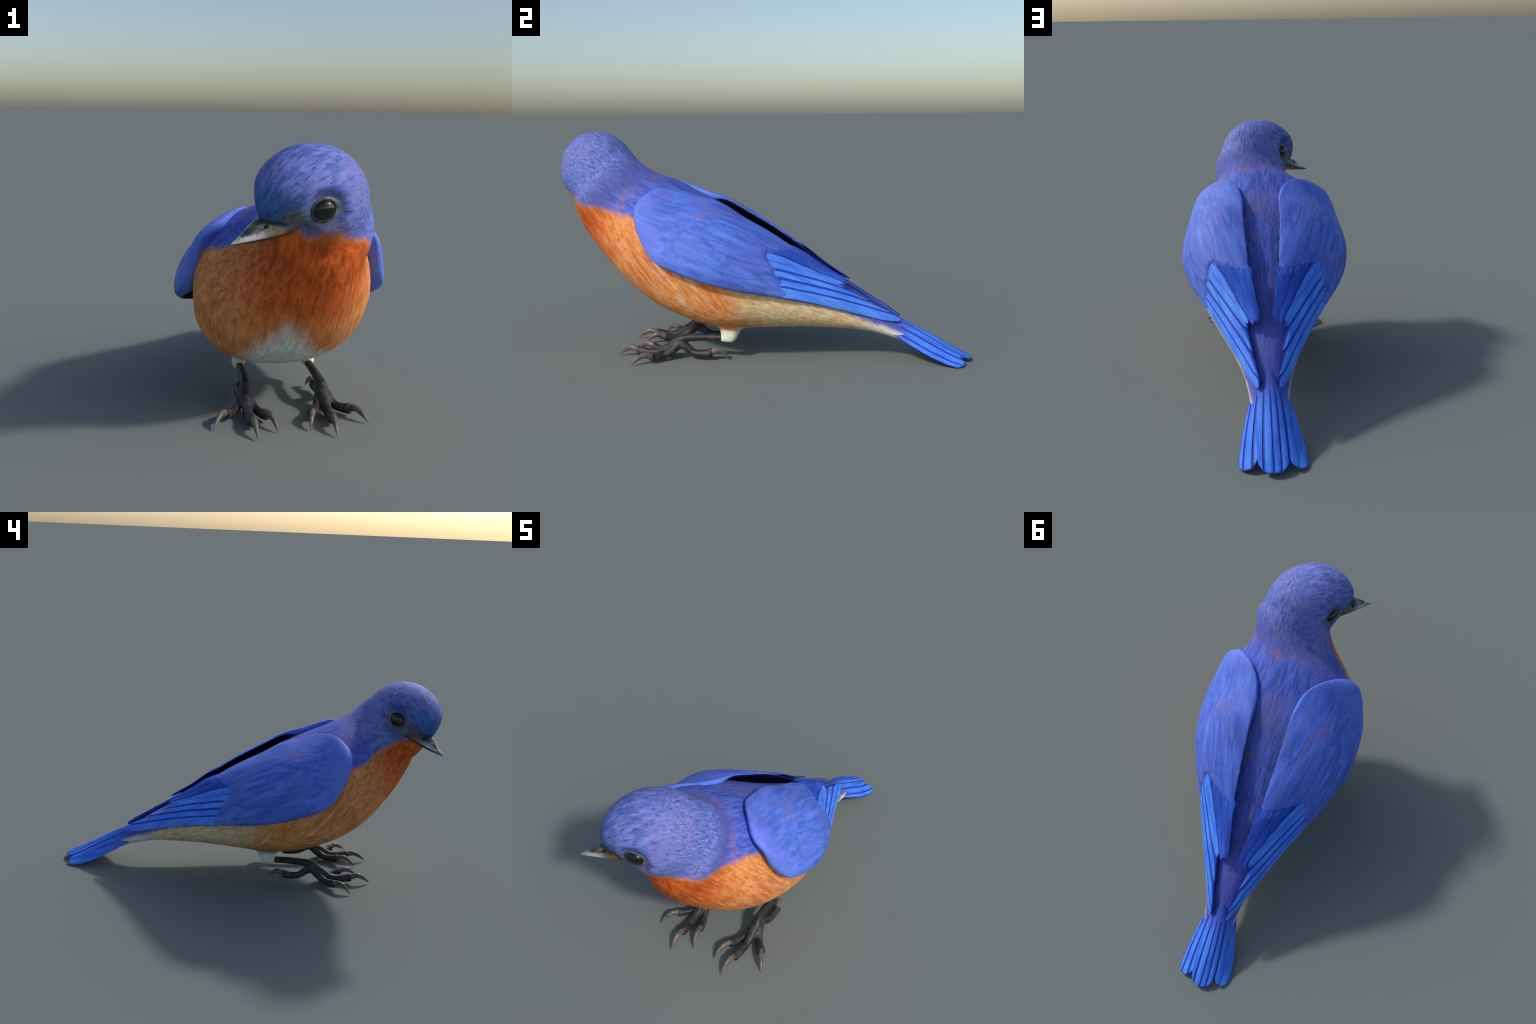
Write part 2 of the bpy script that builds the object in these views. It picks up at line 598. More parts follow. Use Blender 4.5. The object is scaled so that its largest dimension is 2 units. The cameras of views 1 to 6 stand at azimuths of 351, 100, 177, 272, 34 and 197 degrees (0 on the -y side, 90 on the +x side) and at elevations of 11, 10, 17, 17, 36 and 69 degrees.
def tertial_feathers(parent, side, mats):
    e0, e1 = [0.0, 0.062, 0.115, 0.162], [0.0, 0.016, 0.033, 0.056]
    ends = [10.05, 10.12, 10.0]
    for k in range(3):
        s = np.linspace(7.6, ends[k], 80)
        T, B, h, th = wing_chord(s, WT1)
        chord = np.linalg.norm(B - T, axis=1)
        q = np.clip((s - 7.9) / (10.05 - 7.9), 0, 1) ** 0.85
        up = (e0[k] * (1 - q) + e1[k] * q)
        lo = (e0[k + 1] * (1 - q) + e1[k + 1] * q) + 0.004
        r = sstep(s, s[-1], s[-1] - 0.20) ** 0.5
        c = (up + lo) / 2
        shift = 0.35 if k == 0 else 0.0
        up2 = c + (up - c) * np.maximum(r, 0.04) + shift * (1 - r) * (lo - c)
        lo2 = c + (lo - c) * np.maximum(r, 0.04)
        strip = feather_strip(s, up2 / chord, lo2 / chord, 0.0075 - 0.0012 * k, 0.0080 - 0.0012 * k, top=WT1, thick=0.007)
        vane = mats['flight'] if k == 2 else mats['tertial']
        feather_object('tertial_feather', strip, parent, vane, mats['feather_dark'], mats['feather_mid'] if k == 2 else mats['tertial'],
                       side, dark_w=(0.0, 0.07, 0.22)[k])


# ------------------------------------------------------------------ tail
TC = [(0.56, 0.245), (0.66, 0.196), (0.76, 0.143), (0.86, 0.088), (0.94, 0.043), (0.995, 0.014)]      # centre line (y, z)
TW = [0.056, 0.086, 0.110, 0.127, 0.134, 0.132]                                                        # half width
TD = [0.040, 0.070, 0.074, 0.064, 0.043, 0.020]                                                        # droop of the sides


def tail_end(b):
    """y of the feather ends across the fan: three rounded lobes."""
    b = np.asarray(b, float)
    lobes = [(0.0, 0.46, 0.997), (-0.73, 0.31, 0.968), (0.73, 0.31, 0.968)]
    y = np.full(b.shape, 0.90)
    for c, w, top in lobes:
        q = np.clip(np.abs(b - c) / w, 0, 1)
        y = np.maximum(y, top - 0.072 * (1 - np.sqrt(1 - np.minimum(q, 0.999) ** 2.4)))
    return y


def tail_pt(a, b, lift=0.0):
    """a: y position, b: -1..1 across."""
    a, b = np.broadcast_arrays(np.asarray(a, float), np.asarray(b, float))
    yk = np.array([p[0] for p in TC])
    u = np.interp(a, yk, np.arange(len(yk)))
    z = cr([p[1] for p in TC], u)[..., 0]
    w = cr(TW, u)[..., 0]
    d = cr(TD, u)[..., 0]
    z = z - d * np.abs(b) ** 1.9 + lift
    return np.stack([0.010 + w * b + 0 * a, a - 0.012 * np.abs(b) ** 2, z], -1)


def tail_feathers(parent, mats):
    edges = [-1.0, -0.70, -0.42, -0.20, 0.02, 0.31, 0.62, 0.88, 1.0]
    for k in range(len(edges) - 1):
        b0, b1 = edges[k], edges[k + 1]
        over = 0.02 if b1 < 1 else 0.0
        nb, na = 22, 60
        w = np.linspace(0, 1, nb)
        b = b0 + (b1 + over - b0) * w
        tt = np.linspace(0, 1, na)
        end = tail_end(np.clip(b, -1, 1))
        A = 0.57 + (end - 0.57)[None, :] * tt[:, None]
        Bm = np.broadcast_to(b, A.shape)
        fade = sstep(A, 0.60, 0.74)
        lift = (0.0015 + 0.0030 * (1 - w) + 0.002 * np.sin(np.pi * w) ** 0.7)[None, :] * fade
        thick = (0.011 * np.sqrt(np.clip(1 - np.abs(Bm) ** 6, 0.03, 1))) * np.sqrt(np.clip(1 - tt[:, None] ** 10, 0.06, 1))
        outer = tail_pt(A, Bm, lift)
        inner = tail_pt(A, Bm, lift - thick)
        v = [tuple(p) for p in outer.reshape(-1, 3)] + [tuple(p) for p in inner.reshape(-1, 3)]
        f, across = [], []
        o = na * nb
        for i in range(na - 1):
            for j in range(nb - 1):
                p, q, r, s = i * nb + j, i * nb + j + 1, (i + 1) * nb + j + 1, (i + 1) * nb + j
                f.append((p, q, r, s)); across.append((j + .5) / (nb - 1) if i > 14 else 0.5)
                f.append((o + s, o + r, o + q, o + p)); across.append(0.5)
            for j in (0, nb - 1):
                p, s = i * nb + j, (i + 1) * nb + j
                f.append((p, s, o + s, o + p)); across.append(j / (nb - 1))
        for j in range(nb - 1):
            p, q = (na - 1) * nb + j, (na - 1) * nb + j + 1
            f.append((p, q, o + q, o + p)); across.append(0.5)
        # overlap shade painted as a dark line on the side that tucks under the neighbour
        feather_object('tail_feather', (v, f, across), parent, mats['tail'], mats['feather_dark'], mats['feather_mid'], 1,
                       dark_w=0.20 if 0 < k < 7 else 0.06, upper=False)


# ------------------------------------------------------------------ legs and feet
HUB = np.array([0.170, -0.388, 0.072])
TOES = {  # spine of each toe from the hub to the claw base, with radii
    'outer': ([(0.174, -0.385, 0.075), (0.190, -0.410, 0.052), (0.212, -0.447, 0.028), (0.238, -0.478, 0.026), (0.260, -0.503, 0.031)],
              (0.315, -0.588, 0.002)),
    'middle': ([(0.170, -0.395, 0.080), (0.171, -0.440, 0.055), (0.171, -0.490, 0.029), (0.169, -0.545, 0.026), (0.166, -0.597, 0.033)],
               (0.160, -0.699, 0.002)),
    'inner': ([(0.166, -0.388, 0.072), (0.152, -0.418, 0.048), (0.134, -0.458, 0.027), (0.117, -0.500, 0.026), (0.102, -0.537, 0.034)],
              (0.073, -0.634, 0.002)),
    'hind': ([(0.171, -0.378, 0.080), (0.176, -0.345, 0.058), (0.180, -0.310, 0.036), (0.179, -0.265, 0.032), (0.175, -0.223, 0.037)],
             (0.155, -0.144, 0.002)),
}
TARSUS = [(0.164, -0.150, 0.110), (0.163, -0.200, 0.111), (0.164, -0.280, 0.109), (0.166, -0.350, 0.104), (0.169, -0.390, 0.090),
          (0.171, -0.405, 0.068)]


def sweep(pts, radii, n=30, m=20, flat=1.0):
    U = np.linspace(0, len(pts) - 1, n)
    C = cr(np.array(pts, float), U)
    R = cr(np.array(radii, float), U)[:, 0]
    D = np.gradient(C, axis=0)
    D /= np.linalg.norm(D, axis=1, keepdims=True)
    th = np.linspace(0, 2 * np.pi, m, endpoint=False)
    rings = []
    for c, r, d in zip(C, R, D):
        side = np.cross(d, [0, 0, 1]); side /= np.linalg.norm(side) + 1e-9
        up = np.cross(side, d)
        rings.append(c + np.outer(np.cos(th) * r * flat, side) + np.outer(np.sin(th) * r, up))
    return tube_mesh(rings)


def foot_mesh():
    parts = [sweep(TARSUS, [0.0175, 0.0170, 0.0175, 0.0200, 0.0230, 0.017], 40)]
    for nm, (pts, tip) in TOES.items():
        r = [0.023, 0.0205, 0.0180, 0.0192, 0.0222]
        if nm == 'middle':
            r = [0.026, 0.0225, 0.0195, 0.0205, 0.0235]
        parts.append(sweep(pts, r, 36))
    c, rr = HUB, 0.027
    parts.append(sweep([c + [0, -0.01, 0.012], c, c + [0, 0.004, -0.018]], [0.018, rr, 0.014], 12))
    me = remeshed(parts, 0.0036, 4, 0)
    co, nr = coords(me), normals(me)
    # scutes: faint rings across the toes and tarsus
    d = np.linalg.norm(co - HUB, axis=1)
    co += nr * (0.0003 * np.sin(d * 2 * np.pi / 0.013))[:, None] * (d > 0.03)[:, None]
    set_coords(me, co)
    return me


def claw_mesh(pts, tip):
    p0, p1 = np.array(pts[-2], float), np.array(pts[-1], float)
    tip = np.array(tip, float)
    d = tip - p1
    h = np.array([d[0], d[1], 0]); L = np.linalg.norm(h); h /= L
    start = p1 - h * 0.006 + [0, 0, 0.002]
    m1 = p1 + h * L * 0.33 + [0, 0, 0.011]
    m2 = p1 + h * L * 0.68 + [0, 0, -0.004]
    return sweep([start, m1, m2, tip], [0.0150, 0.0140, 0.0094, 0.0007], 34, 18, 0.85)


# ------------------------------------------------------------------ bill and eyes
def bill_mesh(upper):
    n, m = 60, 33
    rings = []
    f0, f1 = 0.130, 0.336
    for q in np.linspace(0, 1, n):
        f = f0 + (f1 - f0) * q
        r = 1 - q
        w = 0.078 * r ** 0.95 + 0.0008
        ug = -0.012 + 0.006 * q - 0.004 * np.sin(np.pi * q)
        top = ug + 0.0015 + 0.045 * min(1, (r * 1.75)) ** 0.85 * (0.6 + 0.4 * min(1, r * 2)) * (1.0 if r < .6 else 1.0)
        low = ug - 0.0008 - 0.024 * r ** 0.8
        lz = 0.006 * r + 0.0
        if upper:
            a = np.linspace(0, np.pi, m)
            l = w * np.cos(a)
            u = ug + (top - ug) * np.sin(a) ** 1.15
            l = np.r_[l, l[::-1][1:-1] * 0.96]
            u = np.r_[u, np.full(m - 2, ug - 0.0015)]
        else:
            w2 = w * 0.93
            a = np.linspace(0, np.pi, m)
            l = w2 * np.cos(a)
            u = ug - 0.003 + (low - ug) * np.sin(a) ** 0.9
            l = np.r_[l, l[::-1][1:-1] * 0.97]
            u = np.r_[u, np.full(m - 2, ug - 0.002)]
        rings.append(head_pt(np.full(len(l), f), l + lz, u))
    return tube_mesh(rings)


def nostril_part(side):
    c = np.array([-0.163, -0.956, 0.827]) if side > 0 else np.array([-0.197, -0.899, 0.835])
    return c


def eye_parts(side):
    c, n, t, b = eye_frame(side)
    # eyeball: a flattened dome
    ph = np.linspace(0.0005, np.pi - 0.0005, 40)
    th = np.linspace(0, 2 * np.pi, 56, endpoint=False)
    R, depth = 0.0370, 0.023
    ball = [c - n * 0.0065 + n * depth * np.cos(p) + np.outer(np.cos(th) * np.sin(p) * R * 1.03, t) + np.outer(np.sin(th) * np.sin(p) * R * 0.90, b)
            for p in ph]
    # eyelid ring: soft torus drawn out into a corner behind
    K, m = 80, 18
    lid = []
    for a in np.linspace(0, 2 * np.pi, K, endpoint=False):
        ca, sa = np.cos(a), np.sin(a)
        corner = max(0.0, -ca) ** 6
        rad = np.array([0.0400 * 1.04 + 0.009 * corner, 0.0400 * 0.90])
        centre = c + t * ca * rad[0] + b * sa * rad[1] - n * (0.0045 + 0.0005 * corner)
        out = t * ca + b * sa
        r1, r2 = 0.0066 + 0.0050 * corner, 0.0045
        q = np.linspace(0, 2 * np.pi, m, endpoint=False)
        lid.append(centre + np.outer(np.cos(q) * r1, out) + np.outer(np.sin(q) * r2, n))
    lid = np.array(lid)
    v = [tuple(p) for p in lid.reshape(-1, 3)]
    f = []
    for i in range(K):
        for j in range(m):
            i2, j2 = (i + 1) % K, (j + 1) % m
            f.append((i * m + j, i * m + j2, i2 * m + j2, i2 * m + j))
    return tube_mesh(ball), (v, f)


# ------------------------------------------------------------------ materials
BODY_AXIS = np.array([0.0, 0.885, -0.466])
BODY_UP = np.array([0.0, 0.466, 0.885])
SIDE = np.array([1.0, 0, 0])


def plumage_material():
    N = Nodes('plumage')
    x, y, z = N.x, N.y, N.z
    vb, (ba, bu, bs) = N.frame([BODY_AXIS, BODY_UP, SIDE])
    st_vec, _ = N.frame([BODY_AXIS, BODY_UP, SIDE], (0.16, 1, 1))
    streak = N.noise(st_vec, 70, 4, 0.6, 0.3)
    # on the breast the feathers run down and back
    br_vec, _ = N.frame([(0, 0.64, -0.77), (0, 0.77, 0.64), SIDE], (0.085, 1, 1))
    br_streak = N.noise(br_vec, 72, 4, 0.62, 0.4)
    vh, (hf, hl, hu) = N.frame([HF, HL, HU], origin=HC)
    hv, _ = N.frame([HF, HL, HU], (0.30, 1, 1), origin=HC)
    # crown feathers run from the bill over the head: polar coordinates about the bill axis
    rho = N.math('SQRT', hl ** 2 + hu ** 2) + 0.02
    comb = N.t.nodes.new('ShaderNodeCombineXYZ')
    for i, q in enumerate((hf * 0.36, N.math('DIVIDE', hl, rho) * 0.2, N.math('DIVIDE', hu, rho) * 0.2)):
        N.put(comb.inputs[i], q)
    flow = N.step(hf, -0.15, -0.02)
    nape_vec, _ = N.frame([(-0.30, 0.80, -0.52), (0.2, 0.52, 0.83), SIDE], (0.28, 1, 1))
    blend = lambda a, b: a + (b - a) * flow
    hstreak = blend(N.noise(nape_vec, 84, 4, 0.62, 0.3), N.noise(comb.outputs[0], 60, 4, 0.62, 0.3))
    dash = N.step(blend(N.noise(nape_vec, 125, 2, 0.5, 0.2), N.noise(comb.outputs[0], 95, 2, 0.5, 0.2)), 0.55, 0.66)
    big = N.noise(None, 4.5, 3, 0.55)
    med = N.noise(None, 13, 3, 0.6)
    fine = N.noise(None, 60, 3, 0.6)
    patch = N.noise(N.mapped(loc=(3, 1, 7)), 9, 4, 0.6)

    # ---- blue upper parts
    back = N.mix(N.step(streak, 0.35, 0.68), srgb(66, 86, 176), srgb(98, 120, 218))
    back = N.mix(N.step(big, 0.42, 0.65) * 0.55, back, srgb(112, 108, 176))
    pink = N.step(patch, 0.56, 0.70) * N.step(y, -0.80, -0.62) * N.step(y, 0.25, 0.05)
    back = N.mix(pink * 0.60, back, srgb(150, 112, 150))
    mantle = N.blob((0.0, -0.18, 0.74), (0.16, 0.22, 0.16), 0.8)
    back = N.mix(mantle * 0.35, back, srgb(96, 96, 150))
    collar = N.step(abs(N.math('SQRT', (x - 0.02) ** 2 + (y + 0.80) ** 2 + (z - 0.86) ** 2) - 0.295 + (med - 0.5) * 0.12), 0.020, 0.0)
    collar = collar * N.step(patch, 0.40, 0.55) * N.step(y, -0.74, -0.66)
    back = N.mix(collar * 0.22, back, srgb(176, 118, 140))
    mott = N.step(N.noise(st_vec, 40, 4, 0.65, 0.8), 0.50, 0.66) * N.step(y, -0.62, -0.40)
    back = N.mix(mott * 0.28, back, srgb(50, 52, 112))
    rump = N.step(y, 0.05, 0.30)
    back = N.mix(rump * 0.6, back, srgb(88, 92, 178))
    head = N.mix(N.step(hstreak, 0.34, 0.68), srgb(84, 102, 172), srgb(124, 140, 218))
    head = N.mix(N.step(big, 0.40, 0.66) * 0.5, head, srgb(132, 120, 184))
    head = N.mix(dash * 0.62, head, srgb(56, 62, 124))
    front = N.step(hf + (hstreak - 0.5) * 0.10, 0.08, 0.19) * N.step(hu, 0.20, 0.07)
    blueface = N.mix(N.step(hstreak, 0.35, 0.65), srgb(26, 74, 136), srgb(62, 116, 184))
    head = N.mix(front * 0.85, head, blueface)
    front2 = N.step(hf, 0.02, 0.16) * N.step(hu, 0.12, 0.02)
    head = N.mix(front2 * 0.55, head, srgb(46, 88, 158))
    browmask = N.blob((0.03, -0.95, 0.945), (0.10, 0.07, 0.05), 0.8) + N.blob((-0.14, -0.76, 0.975), (0.08, 0.10, 0.05), 0.8)
    head = N.mix(browmask * 0.7, head, srgb(44, 74, 160))
    is_head = N.step(N.math('SQRT', hf ** 2 + hl ** 2 + hu ** 2), 0.30, 0.235)
    blue = N.mix(is_head, back, head)
    # grey lores between eye and bill
    lores = N.blob((-0.060, -0.965, 0.848), (0.105, 0.085, 0.062), 0.75) + N.blob((-0.155, -0.825, 0.868), (0.085, 0.095, 0.062), 0.75)
    lores = lores + (N.blob((0.045, -0.965, 0.832), (0.085, 0.06, 0.034), 0.9) + N.blob((-0.115, -0.745, 0.868), (0.06, 0.085, 0.034), 0.9)) * 0.6
    lores = lores * (0.65 + hstreak * 0.7)
    lores = N.math('MINIMUM', lores, 1.0)
    blue = N.mix(lores * 0.9, blue, N.mix(N.step(hstreak * 0.6 + med * 0.4, 0.35, 0.65), srgb(54, 58, 60), srgb(116, 120, 116)))
    brl = N.step(abs(hf - 0.185 + (fine - 0.5) * 0.03), 0.035, 0.008) * N.step(hu, 0.045, 0.015)
    blue = N.mix(brl * 0.6, blue, srgb(36, 40, 44))
    eyesur = N.blob((0.019, -0.976, 0.876), 0.082, 0.4) + N.blob((-0.131, -0.765, 0.912), 0.078, 0.4)
    blue = N.mix(N.math('MINIMUM', eyesur, 1.0) * 0.45, blue, srgb(84, 96, 122))
    # short dark line behind each eye
    eyeline = N.blob((0.098, -0.945, 0.876), (0.030, 0.05, 0.005), 0.7) + N.blob((-0.100, -0.700, 0.927), (0.05, 0.030, 0.005), 0.7)
    blue = N.mix(N.math('MINIMUM', eyeline, 1.0) * 0.75, blue, srgb(40, 38, 48))

    # ---- orange under parts
    light = N.mix(N.step(br_streak * 0.7 + med * 0.3, 0.36, 0.62), srgb(206, 120, 58), srgb(240, 168, 104))
    deep = N.mix(N.step(br_streak * 0.75 + med * 0.25, 0.36, 0.64), srgb(178, 74, 22), srgb(228, 110, 44))
    deepmask = N.blob((-0.02, -0.90, 0.64), (0.46, 0.42, 0.42), 0.85)
    deepmask = N.math('ADD', deepmask, (big - 0.5) * 0.8 + (N.noise(br_vec, 16, 3, 0.6, 0.5) - 0.5) * 0.9 + N.step(y, -0.30, -0.60) * 0.22, clamp=True)
    orange = N.mix(deepmask, light, deep)
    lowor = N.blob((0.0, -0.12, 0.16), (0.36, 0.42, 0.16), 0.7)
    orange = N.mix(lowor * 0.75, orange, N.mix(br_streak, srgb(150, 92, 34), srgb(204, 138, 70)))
    white_flank = N.step(N.noise(br_vec, 30, 4, 0.66, 0.6), 0.54, 0.70) * N.step(z, 0.66, 0.48) * N.step(abs(x - 0.01), 0.12, 0.24)
    orange = N.mix(white_flank * 0.55, orange, srgb(236, 218, 196))
    spots = N.step(N.noise(br_vec, 46, 2, 0.5), 0.56, 0.66) * N.blob((0.17, -0.86, 0.68), (0.16, 0.14, 0.10), 0.6)
    spots = spots + N.step(N.noise(br_vec, 40, 2, 0.5), 0.56, 0.66) * N.blob((-0.13, -0.80, 0.71), (0.12, 0.14, 0.10), 0.6)
    orange = N.mix(N.math('MINIMUM', spots, 1.0) * 0.5, orange, srgb(80, 34, 18))
    # rear flanks fade to cream
    cream = N.mix(N.step(streak, 0.3, 0.7), srgb(206, 172, 118), srgb(238, 218, 178))
    rear = N.step(y + (med - 0.5) * 0.18 + (z - 0.2) * 0.4, -0.12, 0.10)
    under = N.mix(rear, orange, cream)
    vent = N.step(y + (med - 0.5) * 0.14, 0.40, 0.50) * N.step(z, 0.205, 0.165)
    under = N.mix(vent * 0.9, under, N.mix(streak, srgb(206, 202, 186), srgb(240, 236, 222)))
    # white belly, pointed in front, and white thighs
    bw = N.step(y, -0.84, -0.45) * 0.165 + (N.noise(br_vec, 22, 4, 0.65, 0.4) - 0.5) * 0.16
    belly = N.step(abs(x - N.step(y, -0.75, -0.30) * 0.035 + 0.035) - bw, 0.05, -0.06) * N.step(y, -0.84, -0.70) * N.step(y, 0.1, -0.1) * N.step(z, 0.52, 0.40)
    under = N.mix(belly, under, N.mix(N.step(br_streak, 0.35, 0.65), srgb(200, 210, 204), srgb(236, 240, 232)))
    thigh = N.step(z + (fine - 0.5) * 0.01, 0.163, 0.140) * N.step(abs(abs(x - 0.012) - 0.152), 0.075, 0.055) * N.step(abs(y + 0.13), 0.10, 0.07)
    under = N.mix(thigh, under, srgb(224, 228, 208))

    # ---- border between blue and orange
    zd = N.math('MAXIMUM', -0.55 - y, 0.0)
    zb = 0.700 + zd * 0.09 + zd * zd * 0.43 - N.math('MAXIMUM', y + 0.55, 0.0) * 0.47
    zb = N.math('MAXIMUM', zb, N.step(y, 0.1, 0.3) * N.step(y, 0.74, 0.66) * 0.182)
    zb = zb + N.step(x, -0.03, -0.11) * N.step(y, -0.60, -0.72) * 0.085
    edge = z - zb + (N.noise(br_vec, 20, 4, 0.6, 0.5) - 0.5) * 0.075
    m = N.step(edge, -0.014, 0.016)
    # the whole base of the tail is blue
    m = N.math('MAXIMUM', m, N.step(y + (z - 0.14) * 2.2, 0.640, 0.700))
    rim = N.step(abs(edge), 0.028, 0.0) * N.step(y, -0.45, -0.55)
    under = N.mix(rim * 0.35, under, srgb(196, 150, 110))
    m = N.math('MAXIMUM', m, N.step(hu, -0.022, -0.002) * N.step(hf, 0.07, 0.13) * is_head)
    col = N.mix(m, under, blue)
    col = N.mix(1.0, col, N.mix(fine, (0.80, 0.80, 0.80), (1.12, 1.12, 1.12)), 'MULTIPLY')
    bump = streak * 0.5 + br_streak * 0.5 + hstreak * 0.4 + fine * 0.25
    return N.finish(col, 0.66, 0.20, bump, 0.55, 0.006)


WING_DIR = np.array([-0.20, 0.88, -0.43])
WING_DIR = WING_DIR / np.linalg.norm(WING_DIR)


def wing_material(side, kind):
    N = Nodes('wing_' + kind)
    xs = (N.x - MX) * float(side)            # distance out from the middle
    comb = N.t.nodes.new('ShaderNodeCombineXYZ')
    for i, q in enumerate((xs, N.y, N.z)):
        N.put(comb.inputs[i], q)
    N.p = comb.outputs[0]
    N.x = xs
    a2 = np.array([0.62, 0.45, 0.64]); a2 -= WING_DIR * (a2 @ WING_DIR); a2 /= np.linalg.norm(a2)
    a3 = np.cross(WING_DIR, a2)
    sv, (wa, wb, wc) = N.frame([WING_DIR, a2, a3], (0.10, 1, 1))
    streak = N.noise(sv, 40, 4, 0.6, 0.3)
    fine_s = N.noise(sv, 110, 3, 0.6, 0.2)
    big = N.noise(None, 5, 3, 0.55)
    med = N.noise(None, 14, 4, 0.6)
    fine = N.noise(None, 70, 3, 0.6)
    if kind == 'covert':
        col = N.mix(N.step(streak, 0.32, 0.70), srgb(72, 100, 198), srgb(102, 136, 236))
        col = N.mix(N.step(big, 0.42, 0.62) * 0.50, col, srgb(94, 110, 202))
        col = N.mix(N.step(med, 0.54, 0.68) * 0.35, col, srgb(60, 84, 178))
        # brownish pink wash over the scapulars
        pv, _ = N.frame([WING_DIR, a2, a3], (0.42, 1, 1))
        pm = N.blob((0.18, -0.20, 0.78), (0.20, 0.36, 0.20), 0.7) * N.step(N.noise(pv, 17, 4, 0.68, 0.7), 0.46, 0.62)
        col = N.mix(pm * 0.6, col, srgb(122, 104, 158))
        col = N.mix(N.step(N.y + (med - 0.5) * 0.12, -0.10, 0.10) * N.step(wb, 0.50, 0.62) * 0.5, col, srgb(50, 82, 186))
        # bright shoulder
        col = N.mix(N.step(N.y + (med - 0.5) * 0.2, -0.34, -0.50) * 0.55, col, srgb(116, 136, 236))
        # dusky feather seams among the greater coverts
        wv, _ = N.frame([WING_DIR, a2, a3], (0.10, 4.0, 1.2))
        seam = N.step(abs(N.noise(wv, 5.0, 1, 0.5, 0.0) - 0.5), 0.030, 0.0) * N.step(N.y, -0.28, -0.10) * N.step(wb, 0.62, 0.56)
        col = N.mix(seam * 0.35, col, srgb(52, 62, 140))
        bump = streak * 0.6 + fine * 0.3 - seam * 0.5
        rough = 0.58
    elif kind == 'tertial':
        col = N.mix(N.step(streak, 0.30, 0.70), srgb(48, 78, 178), srgb(68, 106, 214))
        col = N.mix(N.step(fine_s, 0.60, 0.74) * 0.35, col, srgb(74, 116, 220))
        bump = fine_s
        rough = 0.9
    else:
        col = N.mix(N.step(streak, 0.30, 0.70), srgb(68, 118, 234), srgb(94, 154, 254))
        col = N.mix(N.step(fine_s, 0.58, 0.75) * 0.25, col, srgb(64, 96, 206))
        bump = fine_s
        rough = 0.66
    col = N.mix(1.0, col, N.mix(fine, (0.86, 0.86, 0.86), (1.09, 1.09, 1.09)), 'MULTIPLY')
    return N.finish(col, rough, 0.05 if kind == 'tertial' else 0.18, bump, 0.35, 0.004)


def tail_material():
    N = Nodes('tail_vane')
    sv, _ = N.frame([(0, 0.88, -0.47), (0, 0.47, 0.88), (1, 0, 0)], (0.06, 0.6, 1))
    streak = N.noise(sv, 60, 4, 0.6, 0.1)
    fine = N.noise(None, 70, 3, 0.6)
    col = N.mix(N.step(streak, 0.30, 0.70), srgb(60, 106, 222), srgb(90, 148, 252))
    base = N.step(N.y, 0.80, 0.60)
    col = N.mix(base * 0.95, col, srgb(78, 92, 182))
    col = N.mix(1.0, col, N.mix(fine, (0.9, 0.9, 0.9), (1.06, 1.06, 1.06)), 'MULTIPLY')
    return N.finish(col, 0.68, 0.10, streak, 0.3, 0.004)


def feather_line_material(name, c1, c2):
    N = Nodes(name)
    col = N.mix(N.noise(None, 40, 3, 0.6), c1, c2)
    return N.finish(col, 0.6, 0.08)


def skin_material():
    N = Nodes('leg_skin')
    n1 = N.noise(None, 34, 4, 0.6)
    n2 = N.noise(None, 120, 3, 0.6)
    v = N.t.nodes.new('ShaderNodeTexVoronoi')
    N.put(v.inputs['Vector'], N.p)
    v.inputs['Scale'].default_value = 130
    scale = X(N, v.outputs['Distance'])
    col = N.mix(N.step(n1, 0.35, 0.68), srgb(36, 33, 35), srgb(68, 62, 62))
    col = N.mix(N.step(N.noise(N.mapped(loc=(4, 0, 2)), 26, 3), 0.58, 0.72) * 0.4, col, srgb(86, 74, 68))
    col = N.mix(N.step(N.z, 0.09, 0.12) * 0.35, col, srgb(40, 38, 44))
    return N.finish(col, 0.5, 0.35, scale * 0.6 + n2 * 0.5, 0.35, 0.002)


def claw_material():
    N = Nodes('claw_horn')
    n1 = N.noise(None, 30, 3, 0.6)
    col = N.mix(N.step(n1, 0.3, 0.7), srgb(84, 75, 71), srgb(116, 105, 98))
    col = N.mix(N.step(N.z, 0.016, 0.003) * 0.7, col, srgb(58, 50, 50))
    return N.finish(col, 0.38, 0.4)


def bill_material(kind):
    N = Nodes('bill_' + kind)
    vh, (f, l, u) = N.frame([HF, HL, HU], origin=HC)
    n1 = N.noise(vh, 26, 4, 0.6, 0.4)
    n2 = N.noise(vh, 70, 3, 0.6)
    if kind == 'upper':
        col = N.mix(N.step(n1, 0.36, 0.66), srgb(52, 52, 50), srgb(104, 104, 102))
        pale = N.step(N.noise(vh, 24, 2, 0.5, 0.4), 0.40, 0.60) * N.step(f, 0.20, 0.26) * N.step(u, 0.030, 0.012) * N.step(u, -0.016, -0.006)
        col = N.mix(pale * 0.8, col, srgb(190, 190, 194))
        col = N.mix(N.step(f, 0.292, 0.325) * 0.8, col, srgb(150, 150, 156))
        dark = N.step(abs(f - 0.272 + (n1 - 0.5) * 0.03), 0.022, 0.006) * N.step(u, 0.002, 0.012)
        col = N.mix(dark * 0.75, col, srgb(44, 40, 38))
        brown = N.step(f, 0.245, 0.17) * N.step(u, 0.012, -0.004)
        col = N.mix(brown * 0.85, col, N.mix(n1, srgb(96, 66, 36), srgb(150, 106, 54)))
        base = N.step(f, 0.185, 0.150)
        col = N.mix(base * 0.8, col, srgb(52, 50, 46))
    else:
        col = N.mix(n1, srgb(28, 26, 26), srgb(58, 54, 50))
        col = N.mix(N.step(f, 0.22, 0.16) * 0.6, col, srgb(86, 74, 62))
    return N.finish(col, 0.30, 0.5, n2, 0.15, 0.002)


